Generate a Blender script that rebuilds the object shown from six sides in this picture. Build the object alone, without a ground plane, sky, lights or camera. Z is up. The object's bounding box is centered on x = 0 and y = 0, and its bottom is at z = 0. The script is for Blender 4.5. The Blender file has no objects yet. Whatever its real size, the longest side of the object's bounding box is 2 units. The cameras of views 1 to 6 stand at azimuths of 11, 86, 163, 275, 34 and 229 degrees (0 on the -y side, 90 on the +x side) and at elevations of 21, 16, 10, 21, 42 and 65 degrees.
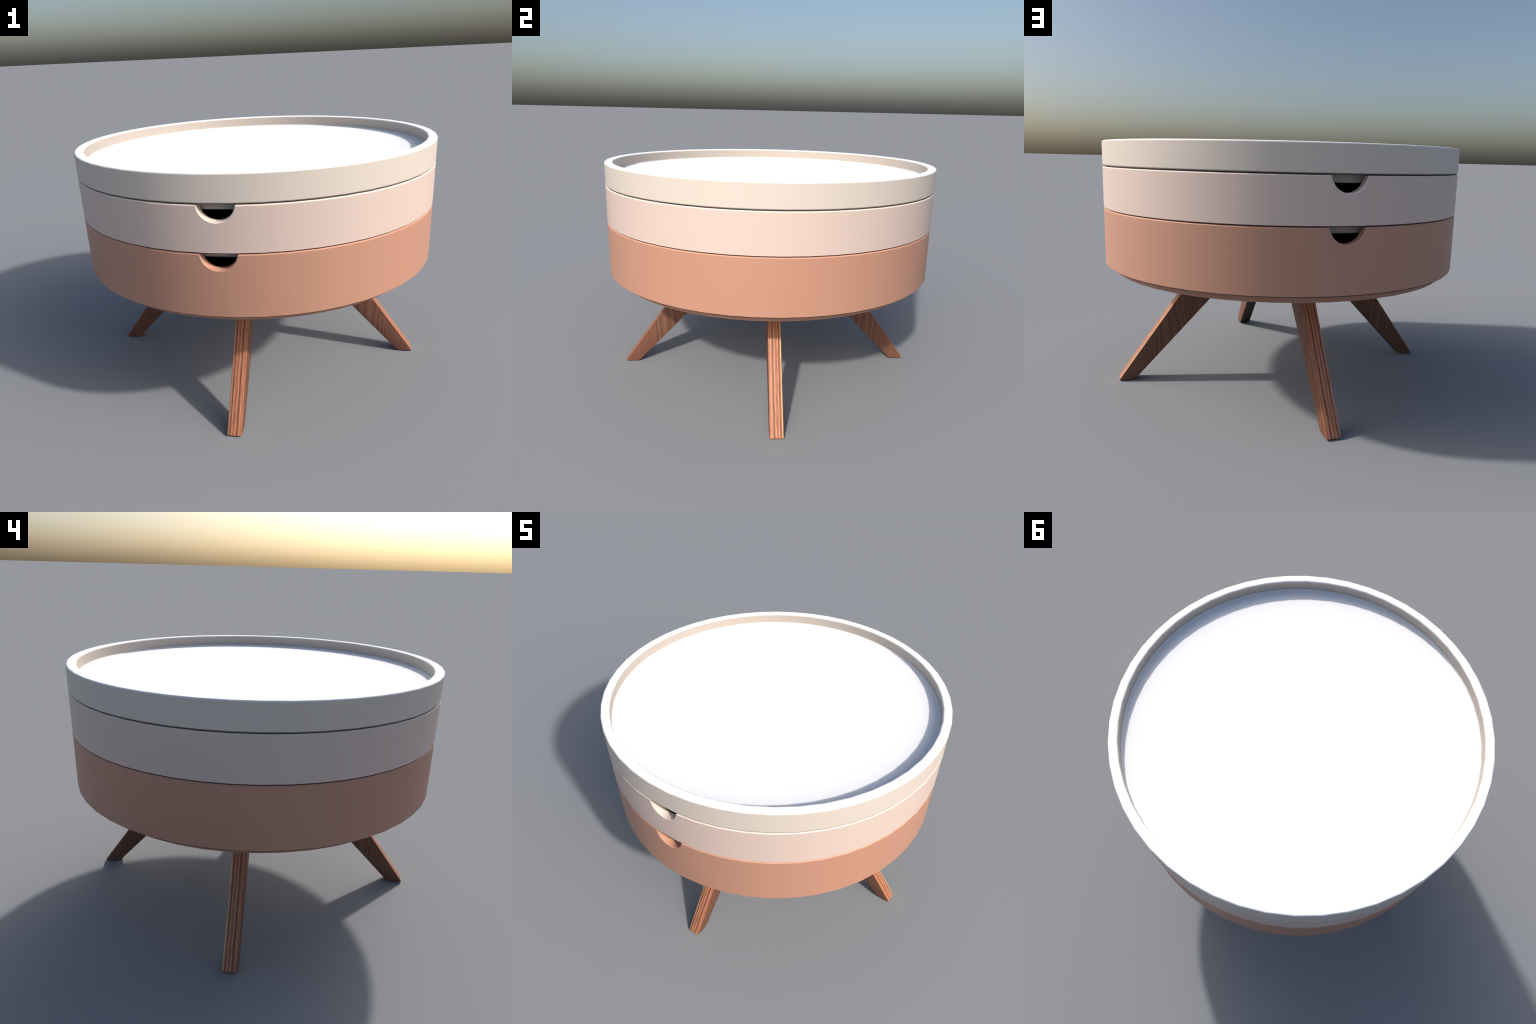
"""Round three-tier storage table: white tray, two notched compartments, four splayed plywood legs."""
import bpy, bmesh, math
from mathutils import Vector, Matrix

SEG = 50                       # facets round the body (7.2 degrees each, a corner on +x)
R_BODY, R_RIM, R_LIP, R_WALL = 1.0, 0.95, 0.943, 0.9505
Z_TOP, Z_FLOOR = 1.352, 1.2855
Z_SEAM_HIGH, Z_SEAM_LOW = 1.2185, 1.0010
Z_BODY_LOW, Z_BASE = 0.7000, 0.6634
LIP_DEPTH = 0.0350
GAP = 0.0024                   # shadow gap between the stacked tiers
NOTCH_R, NOTCH_LIFT = 0.0822, 0.0078


# ---------------------------------------------------------------- materials
def new_material(name):
    m = bpy.data.materials.new(name)
    m.use_nodes = True
    nt = m.node_tree
    return m, nt, nt.nodes["Principled BSDF"]


def paint(name, colour, level=None, rough=0.5, spec=0.5):
    """Satin lacquer with a barely visible mottling; overhead light is painted in by paling up-facing faces and edges."""
    m, nt, b = new_material(name)
    tc = nt.nodes.new("ShaderNodeTexCoord")
    n = nt.nodes.new("ShaderNodeTexNoise")
    n.inputs["Scale"].default_value = 3.0
    n.inputs["Detail"].default_value = 2.0
    nt.links.new(tc.outputs["Object"], n.inputs["Vector"])
    r = nt.nodes.new("ShaderNodeValToRGB")
    r.color_ramp.elements[0].position = 0.3
    r.color_ramp.elements[1].position = 0.7
    r.color_ramp.elements[0].color = (*[c * 0.99 for c in colour], 1)
    r.color_ramp.elements[1].color = (*colour, 1)
    nt.links.new(n.outputs["Fac"], r.inputs["Fac"])
    out = r.outputs["Color"]
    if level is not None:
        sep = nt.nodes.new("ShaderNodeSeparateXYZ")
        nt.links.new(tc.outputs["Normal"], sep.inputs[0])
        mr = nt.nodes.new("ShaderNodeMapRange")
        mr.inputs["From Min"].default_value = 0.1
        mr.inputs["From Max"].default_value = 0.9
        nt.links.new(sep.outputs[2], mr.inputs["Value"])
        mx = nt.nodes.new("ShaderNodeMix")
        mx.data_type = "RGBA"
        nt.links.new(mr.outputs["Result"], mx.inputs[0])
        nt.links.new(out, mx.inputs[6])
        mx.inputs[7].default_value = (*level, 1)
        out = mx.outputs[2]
        dn = nt.nodes.new("ShaderNodeMapRange")      # shade painted into the undersides by darkening their colour
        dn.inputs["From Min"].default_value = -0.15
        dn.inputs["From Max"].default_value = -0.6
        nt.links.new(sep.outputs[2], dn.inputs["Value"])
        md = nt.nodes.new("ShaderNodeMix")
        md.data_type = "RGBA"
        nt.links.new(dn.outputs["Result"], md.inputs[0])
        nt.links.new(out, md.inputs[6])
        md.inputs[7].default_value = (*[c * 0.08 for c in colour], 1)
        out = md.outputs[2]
    nt.links.new(out, b.inputs["Base Color"])
    b.inputs["Roughness"].default_value = rough
    b.inputs["Specular IOR Level"].default_value = spec
    if level is not None:                            # faces painted as lit from above lose their specular
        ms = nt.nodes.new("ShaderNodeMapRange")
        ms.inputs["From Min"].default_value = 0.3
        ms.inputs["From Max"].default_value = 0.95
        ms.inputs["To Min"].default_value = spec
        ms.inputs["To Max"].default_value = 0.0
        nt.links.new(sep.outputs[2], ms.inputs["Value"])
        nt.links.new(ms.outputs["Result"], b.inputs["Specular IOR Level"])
    return m


def wood(name, end_tint):
    """Walnut-faced plywood: veneer grain on the two cheeks, layered plies on the narrow faces."""
    m, nt, b = new_material(name)
    N, L = nt.nodes.new, nt.links.new

    def math_node(op, a, bb=None, c=None, clamp=False):
        n = N("ShaderNodeMath")
        n.operation = op
        n.use_clamp = clamp
        for i, v in enumerate((a, bb, c)):
            if v is None:
                continue
            if isinstance(v, (int, float)):
                n.inputs[i].default_value = v
            else:
                L(v, n.inputs[i])
        return n.outputs[0]

    def noise(vec, scale, detail=2.0, rough=0.5):
        n = N("ShaderNodeTexNoise")
        n.inputs["Scale"].default_value = scale
        n.inputs["Detail"].default_value = detail
        n.inputs["Roughness"].default_value = rough
        L(vec, n.inputs["Vector"])
        return n.outputs["Fac"]

    def mapped(vec, scale, rot=(0, 0, 0)):
        n = N("ShaderNodeMapping")
        n.inputs["Scale"].default_value = scale
        n.inputs["Rotation"].default_value = rot
        L(vec, n.inputs["Vector"])
        return n.outputs["Vector"]

    def ramp(fac, stops, interp="LINEAR"):
        n = N("ShaderNodeValToRGB")
        cr = n.color_ramp
        cr.interpolation = interp
        while len(cr.elements) < len(stops):
            cr.elements.new(0.5)
        for e, (p, c) in zip(cr.elements, stops):
            e.position = p
            e.color = (*c, 1)
        L(fac, n.inputs["Fac"])
        return n.outputs["Color"]

    def mix(fac, a, bb, blend="MIX"):
        n = N("ShaderNodeMix")
        n.data_type = "RGBA"
        n.blend_type = blend
        if isinstance(fac, (int, float)):
            n.inputs["Factor"].default_value = fac
        else:
            L(fac, n.inputs["Factor"])
        for s, v in (("A", a), ("B", bb)):
            sock = [i for i in n.inputs if i.name == s and i.type == "RGBA"][0]
            if isinstance(v, tuple):
                sock.default_value = (*v, 1)
            else:
                L(v, sock)
        return [o for o in n.outputs if o.type == "RGBA"][0]

    tc = N("ShaderNodeTexCoord")
    obj = tc.outputs["Object"]
    sep = N("ShaderNodeSeparateXYZ")
    L(obj, sep.inputs[0])
    x, y, z = sep.outputs
    ax = math_node("ABSOLUTE", x)
    comb = N("ShaderNodeCombineXYZ")
    L(ax, comb.inputs[0]); L(y, comb.inputs[1]); L(z, comb.inputs[2])
    P = comb.outputs[0]

    # --- narrow faces: plies across the thickness, streaks along the leg
    along = mapped(P, (1.0, 1.0, 1.0), (0, 0, 0))
    wob = noise(mapped(along, (5, 0, 5)), 1.0, 2.0)
    tt = math_node("ADD", math_node("MULTIPLY", y, 1 / 0.074), 0.5)
    tt = math_node("ADD", tt, math_node("MULTIPLY", math_node("SUBTRACT", wob, 0.5), 0.12))
    jit = noise(mapped(along, (60, 40, 60)), 1.0, 2.0)
    tt = math_node("ADD", tt, math_node("MULTIPLY", math_node("SUBTRACT", jit, 0.5), 0.03), clamp=True)
    LT, MD, DK, OR = (0.66, 0.305, 0.180), (0.39, 0.152, 0.082), (0.19, 0.066, 0.032), (0.44, 0.165, 0.080)
    plies = ramp(tt, [(0.0, OR), (0.07, OR), (0.12, MD), (0.18, LT), (0.25, MD), (0.35, DK),
                      (0.46, LT), (0.53, MD), (0.63, MD), (0.71, LT), (0.79, DK), (0.86, MD), (0.92, end_tint),
                      (1.0, end_tint)])
    streak = noise(mapped(along, (14, 260, 14)), 1.0, 3.0, 0.6)
    plies = mix(1.0, plies, ramp(streak, [(0.32, (0.60, 0.53, 0.48)), (0.5, (1, 1, 1)), (0.70, (1.18, 1.16, 1.14))]),
                "MULTIPLY")
    fleck = noise(mapped(along, (170, 420, 170)), 1.0, 1.0)
    plies = mix(1.0, plies, ramp(fleck, [(0.32, (0.74, 0.68, 0.64)), (0.45, (1, 1, 1))]), "MULTIPLY")

    # --- cheeks: near-vertical veneer grain, tight towards the foot and the top, open in between
    drift = noise(mapped(P, (4.0, 0, 2.2)), 1.0, 2.0)
    gx = math_node("ADD", ax, math_node("MULTIPLY", math_node("SUBTRACT", drift, 0.5), 0.10))
    gx = math_node("ADD", gx, math_node("MULTIPLY", z, -0.05))
    dx = math_node("SUBTRACT", gx, 0.66)
    rings = math_node("MULTIPLY", math_node("MULTIPLY", dx, math_node("ABSOLUTE", dx)), 150.0)
    rings = math_node("ADD", rings, math_node("MULTIPLY", dx, 12.0))
    wave = math_node("ADD", math_node("MULTIPLY", math_node("SINE", math_node("MULTIPLY", rings, 6.2832)), 0.5), 0.5)
    cg = N("ShaderNodeCombineXYZ")
    L(gx, cg.inputs[0]); L(math_node("MULTIPLY", z, 0.015), cg.inputs[2])
    broad = noise(cg.outputs[0], 40.0, 2.0, 0.55)
    fine = noise(cg.outputs[0], 150.0, 2.0, 0.6)
    pores = noise(mapped(P, (420, 0, 12)), 1.0, 2.0, 0.6)
    g = math_node("ADD", math_node("MULTIPLY", broad, 0.45), math_node("MULTIPLY", fine, 0.38))
    g = math_node("ADD", g, math_node("MULTIPLY", wave, 0.17))
    cheek = ramp(g, [(0.28, (0.105, 0.042, 0.025)), (0.43, (0.143, 0.061, 0.037)), (0.54, (0.178, 0.080, 0.049)),
                     (0.70, (0.210, 0.098, 0.061))])
    cheek = mix(1.0, cheek, ramp(pores, [(0.3, (0.86, 0.84, 0.82)), (0.6, (1.03, 1.03, 1.03))]), "MULTIPLY")

    nsep = N("ShaderNodeSeparateXYZ")
    L(tc.outputs["Normal"], nsep.inputs[0])
    side = math_node("ABSOLUTE", nsep.outputs[1])
    mr = N("ShaderNodeMapRange")
    mr.inputs["From Min"].default_value = 0.80
    mr.inputs["From Max"].default_value = 0.93
    L(side, mr.inputs["Value"])
    col = mix(mr.outputs["Result"], plies, cheek)
    under = N("ShaderNodeMapRange")                  # down-facing inner faces painted almost black, imitating shade
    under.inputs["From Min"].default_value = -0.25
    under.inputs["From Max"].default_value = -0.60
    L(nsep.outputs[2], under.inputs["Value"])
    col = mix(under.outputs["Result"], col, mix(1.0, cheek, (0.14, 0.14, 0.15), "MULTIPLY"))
    L(col, b.inputs["Base Color"])
    b.inputs["Roughness"].default_value = 0.5
    b.inputs["Specular IOR Level"].default_value = 0.35
    bump = N("ShaderNodeBump")
    bump.inputs["Strength"].default_value = 0.12
    bump.inputs["Distance"].default_value = 0.002
    L(streak, bump.inputs["Height"])
    L(bump.outputs["Normal"], b.inputs["Normal"])
    return m


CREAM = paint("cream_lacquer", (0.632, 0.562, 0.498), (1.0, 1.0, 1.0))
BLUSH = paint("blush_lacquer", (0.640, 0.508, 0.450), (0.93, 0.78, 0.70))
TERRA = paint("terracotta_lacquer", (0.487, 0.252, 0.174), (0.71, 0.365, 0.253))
CREAM_WALL = paint("cream_inner_wall", (0.450, 0.392, 0.345), (1.0, 1.0, 1.0))  # cream darkened as painted shade, offsetting light bounced off the white floor
CREAM_LIP = paint("cream_lip_shaded", (0.36, 0.33, 0.30))  # cream with the shade behind the notch painted in
BLUSH_LIP = paint("blush_lip_shaded", (0.35, 0.30, 0.275))  # blush darkened likewise, shade put into the colour
TERRA_LIP = paint("terracotta_darker", (0.40, 0.205, 0.142))  # darker terracotta for the lip and base plate
BLACK = paint("blackout_black", (0.0, 0.0, 0.0), None, 1.0, 0.0)  # for the added cup that blacks out the compartment inside
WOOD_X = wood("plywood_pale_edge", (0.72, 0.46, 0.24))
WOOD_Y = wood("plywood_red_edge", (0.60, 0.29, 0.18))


# ---------------------------------------------------------------- geometry helpers
def fillet(profile, seg=3):
    """profile: list of (r, z, radius); rounded corners become short arcs."""
    out = []
    n = len(profile)
    for i, (r, z, rad) in enumerate(profile):
        p = Vector((r, z))
        if rad <= 0 or i in (0, n - 1):
            out.append((r, z))
            continue
        a = (Vector(profile[i - 1][:2]) - p).normalized()
        c = (Vector(profile[i + 1][:2]) - p).normalized()
        ang = a.angle(c)
        t = min(rad / math.tan(ang / 2), 0.49 * (Vector(profile[i - 1][:2]) - p).length,
                0.49 * (Vector(profile[i + 1][:2]) - p).length)
        rr = t * math.tan(ang / 2)
        centre = p + (a + c).normalized() * (rr / math.sin(ang / 2))
        v0, v1 = p + a * t - centre, p + c * t - centre
        sweep = v0.angle_signed(v1)
        for k in range(seg + 1):
            q = v0.copy()
            th = -sweep * k / seg
            out.append(tuple(centre + Vector((q.x * math.cos(th) - q.y * math.sin(th),
                                              q.x * math.sin(th) + q.y * math.cos(th)))))
    return out


def lathe(name, profile):
    """Turn an open (r, z) profile, running from axis to axis, into a closed solid."""
    bm = bmesh.new()
    rings = []
    for r, z in profile:
        if r < 1e-6:
            rings.append([bm.verts.new((0, 0, z))])
        else:
            rings.append([bm.verts.new((r * math.cos(2 * math.pi * k / SEG), r * math.sin(2 * math.pi * k / SEG), z))
                          for k in range(SEG)])
    for a, b in zip(rings, rings[1:]):
        for k in range(SEG):
            j = (k + 1) % SEG
            if len(a) == 1:
                bm.faces.new((a[0], b[k], b[j]))
            elif len(b) == 1:
                bm.faces.new((a[k], b[0], a[j]))
            else:
                bm.faces.new((a[k], b[k], b[j], a[j]))
    bmesh.ops.recalc_face_normals(bm, faces=bm.faces)
    me = bpy.data.meshes.new(name)
    bm.to_mesh(me)
    bm.free()
    return me


def add(name, mesh, parent=None, mat=None):
    ob = bpy.data.objects.new(name, mesh)
    bpy.context.scene.collection.objects.link(ob)
    ob.parent = parent
    if mat is not None:
        mesh.materials.clear()
        mesh.materials.append(mat)
    return ob


def apply_modifiers(ob):
    dg = bpy.context.evaluated_depsgraph_get()
    me = bpy.data.meshes.new_from_object(ob.evaluated_get(dg))
    old = ob.data
    ob.modifiers.clear()
    ob.data = me
    me.name = ob.name
    bpy.data.meshes.remove(old)


def smooth(mesh, angle=35.0, turned=True):
    """Smooth by angle; turned walls additionally get true radial normals."""
    bm = bmesh.new()
    bm.from_mesh(mesh)
    for f in bm.faces:
        f.smooth = True
    for e in bm.edges:
        e.smooth = not (len(e.link_faces) == 2 and e.calc_face_angle(0.0) > math.radians(angle))
    bm.to_mesh(mesh)
    bm.free()
    if not turned:
        return
    mesh.update()
    normals = [Vector(c.vector) for c in mesh.corner_normals]
    for poly in mesh.polygons:
        n = poly.normal
        c = poly.center
        rc = Vector((c.x, c.y, 0))
        if rc.length < 0.2:
            continue
        rc.normalize()
        wall = abs(n.z) < 0.02 and abs(n.dot(rc)) > 0.98
        flat = abs(n.z) > 0.999
        for li in poly.loop_indices:
            if wall:
                co = mesh.vertices[mesh.loops[li].vertex_index].co
                d = Vector((co.x, co.y, 0)).normalized()
                normals[li] = d if n.dot(rc) > 0 else -d
            elif flat:
                normals[li] = Vector((0, 0, 1 if n.z > 0 else -1))
    mesh.normals_split_custom_set(normals)


def cut_notches(ob, z, radius):
    """Half-round finger holes through the front and back wall, then eased edges."""
    bm = bmesh.new()
    for s in (-1, 1):
        bmesh.ops.create_cone(bm, cap_ends=True, segments=48, radius1=radius, radius2=radius, depth=0.3,
                              matrix=Matrix.Translation((0, s * 1.0, z)) @ Matrix.Rotation(math.pi / 2, 4, "X"))
    me = bpy.data.meshes.new("cutter")
    bm.to_mesh(me)
    bm.free()
    cutter = add("cutter", me)
    mod = ob.modifiers.new("notch", "BOOLEAN")
    mod.operation = "DIFFERENCE"
    mod.solver = "EXACT"
    mod.object = cutter
    bpy.context.view_layer.update()
    apply_modifiers(ob)
    bpy.data.objects.remove(cutter)
    bm = bmesh.new()
    bm.from_mesh(ob.data)
    bmesh.ops.remove_doubles(bm, verts=bm.verts, dist=1e-5)
    bm.to_mesh(ob.data)
    bm.free()
    bev = ob.modifiers.new("eased", "BEVEL")
    bev.width = 0.0046
    bev.segments = 1
    bev.limit_method = "ANGLE"
    bev.angle_limit = math.radians(50)
    bev.use_clamp_overlap = False
    bev.loop_slide = True
    bpy.context.view_layer.update()
    apply_modifiers(ob)


# ---------------------------------------------------------------- the table
table = bpy.data.objects.new("storage_table", None)
bpy.context.scene.collection.objects.link(table)
table["label"] = "round pastel storage table with two notched compartments and splayed wooden legs"
table["category"] = "side table"

# tray lid: raised rim, recessed floor, locating lip underneath
tray_profile = fillet([
    (0, Z_FLOOR, 0), (R_RIM, Z_FLOOR, 0.009), (R_RIM, Z_TOP, 0.008), (R_BODY, Z_TOP, 0.0075),
    (R_BODY, Z_SEAM_HIGH + GAP, 0.0095), (R_LIP, Z_SEAM_HIGH + GAP, 0), (R_LIP, Z_SEAM_HIGH - LIP_DEPTH, 0.004),
    (0, Z_SEAM_HIGH - LIP_DEPTH, 0)])
tray = add("tray", lathe("tray", tray_profile), table, CREAM)
smooth(tray.data)


def shade_lip(mesh, mat):
    """Give the locating lip under a tier a darkened colour that stands in for shade."""
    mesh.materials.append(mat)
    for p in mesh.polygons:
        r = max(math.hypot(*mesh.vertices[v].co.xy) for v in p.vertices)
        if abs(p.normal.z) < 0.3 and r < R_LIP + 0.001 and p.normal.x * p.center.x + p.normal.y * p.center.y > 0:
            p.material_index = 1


shade_lip(tray.data, CREAM_LIP)
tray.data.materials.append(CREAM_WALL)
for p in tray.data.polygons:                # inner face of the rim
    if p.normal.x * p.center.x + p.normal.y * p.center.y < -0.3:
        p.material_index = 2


def compartment(z0, z1, lip_bottom, mat, lip_mat):
    """Cup with a thick wall, open at the top, stepped underneath so that it nests in the one below."""
    floor = z0 + 0.03
    prof = [(0, floor), (R_WALL, floor), (R_WALL, z1), (R_BODY, z1), (R_BODY, z0), (R_LIP, z0), (R_LIP, lip_bottom),
            (0, lip_bottom)]
    ob = add("compartment", lathe("compartment", prof), table, mat)
    cut_notches(ob, z1 + NOTCH_LIFT, NOTCH_R)
    smooth(ob.data)
    shade_lip(ob.data, lip_mat)
    # black cup added just inside the wall so the notches read black
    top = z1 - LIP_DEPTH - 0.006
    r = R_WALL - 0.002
    blackout = add("notch_blackout", lathe("notch_blackout", [(0, floor + 0.008), (r - 0.01, floor + 0.008), (r - 0.01, top), (r, top),
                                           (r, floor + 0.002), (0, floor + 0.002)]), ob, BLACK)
    smooth(blackout.data)
    return ob


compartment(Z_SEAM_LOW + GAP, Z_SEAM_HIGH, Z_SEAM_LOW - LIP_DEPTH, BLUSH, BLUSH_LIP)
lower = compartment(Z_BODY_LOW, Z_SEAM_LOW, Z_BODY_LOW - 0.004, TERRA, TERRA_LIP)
base = add("base_plate", lathe("base_plate", fillet([
    (0, Z_BODY_LOW - 0.005, 0), (R_RIM, Z_BODY_LOW - 0.005, 0), (R_RIM, Z_BASE, 0.005), (0, Z_BASE, 0)])),
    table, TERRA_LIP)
smooth(base.data)


# legs: tapered plywood blades leaning outward under the base
def leg_mesh(name, sign):
    top = Z_BASE + 0.012
    outer = lambda z: 0.957 - z / 1.385
    inner = lambda z: 0.8637 - z / 1.047
    prof = fillet([(outer(top), top, 0), (outer(0), 0, 0.0075), (inner(0), 0, 0.05), (inner(top), top, 0)], 4)
    half = 0.0372
    bm = bmesh.new()
    a = [bm.verts.new((sign * r, -half, z)) for r, z in prof]
    b = [bm.verts.new((sign * r, half, z)) for r, z in prof]
    bm.faces.new(a)
    bm.faces.new(b[::-1])
    n = len(prof)
    rims = []
    for i in range(n):
        j = (i + 1) % n
        bm.faces.new((a[i], b[i], b[j], a[j]))
    bmesh.ops.recalc_face_normals(bm, faces=bm.faces)
    edges = [e for e in bm.edges if abs(e.verts[0].co.y - e.verts[1].co.y) < 1e-6]
    bmesh.ops.bevel(bm, geom=edges, offset=0.0050, segments=3, affect="EDGES", profile=0.5)
    me = bpy.data.meshes.new(name)
    bm.to_mesh(me)
    bm.free()
    smooth(me, 32, turned=False)
    return me


for turn, mat in ((0.0, WOOD_X), (math.pi / 2, WOOD_Y)):
    for sign in (1, -1):
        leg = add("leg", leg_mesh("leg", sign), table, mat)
        leg.rotation_euler = (0, 0, turn)
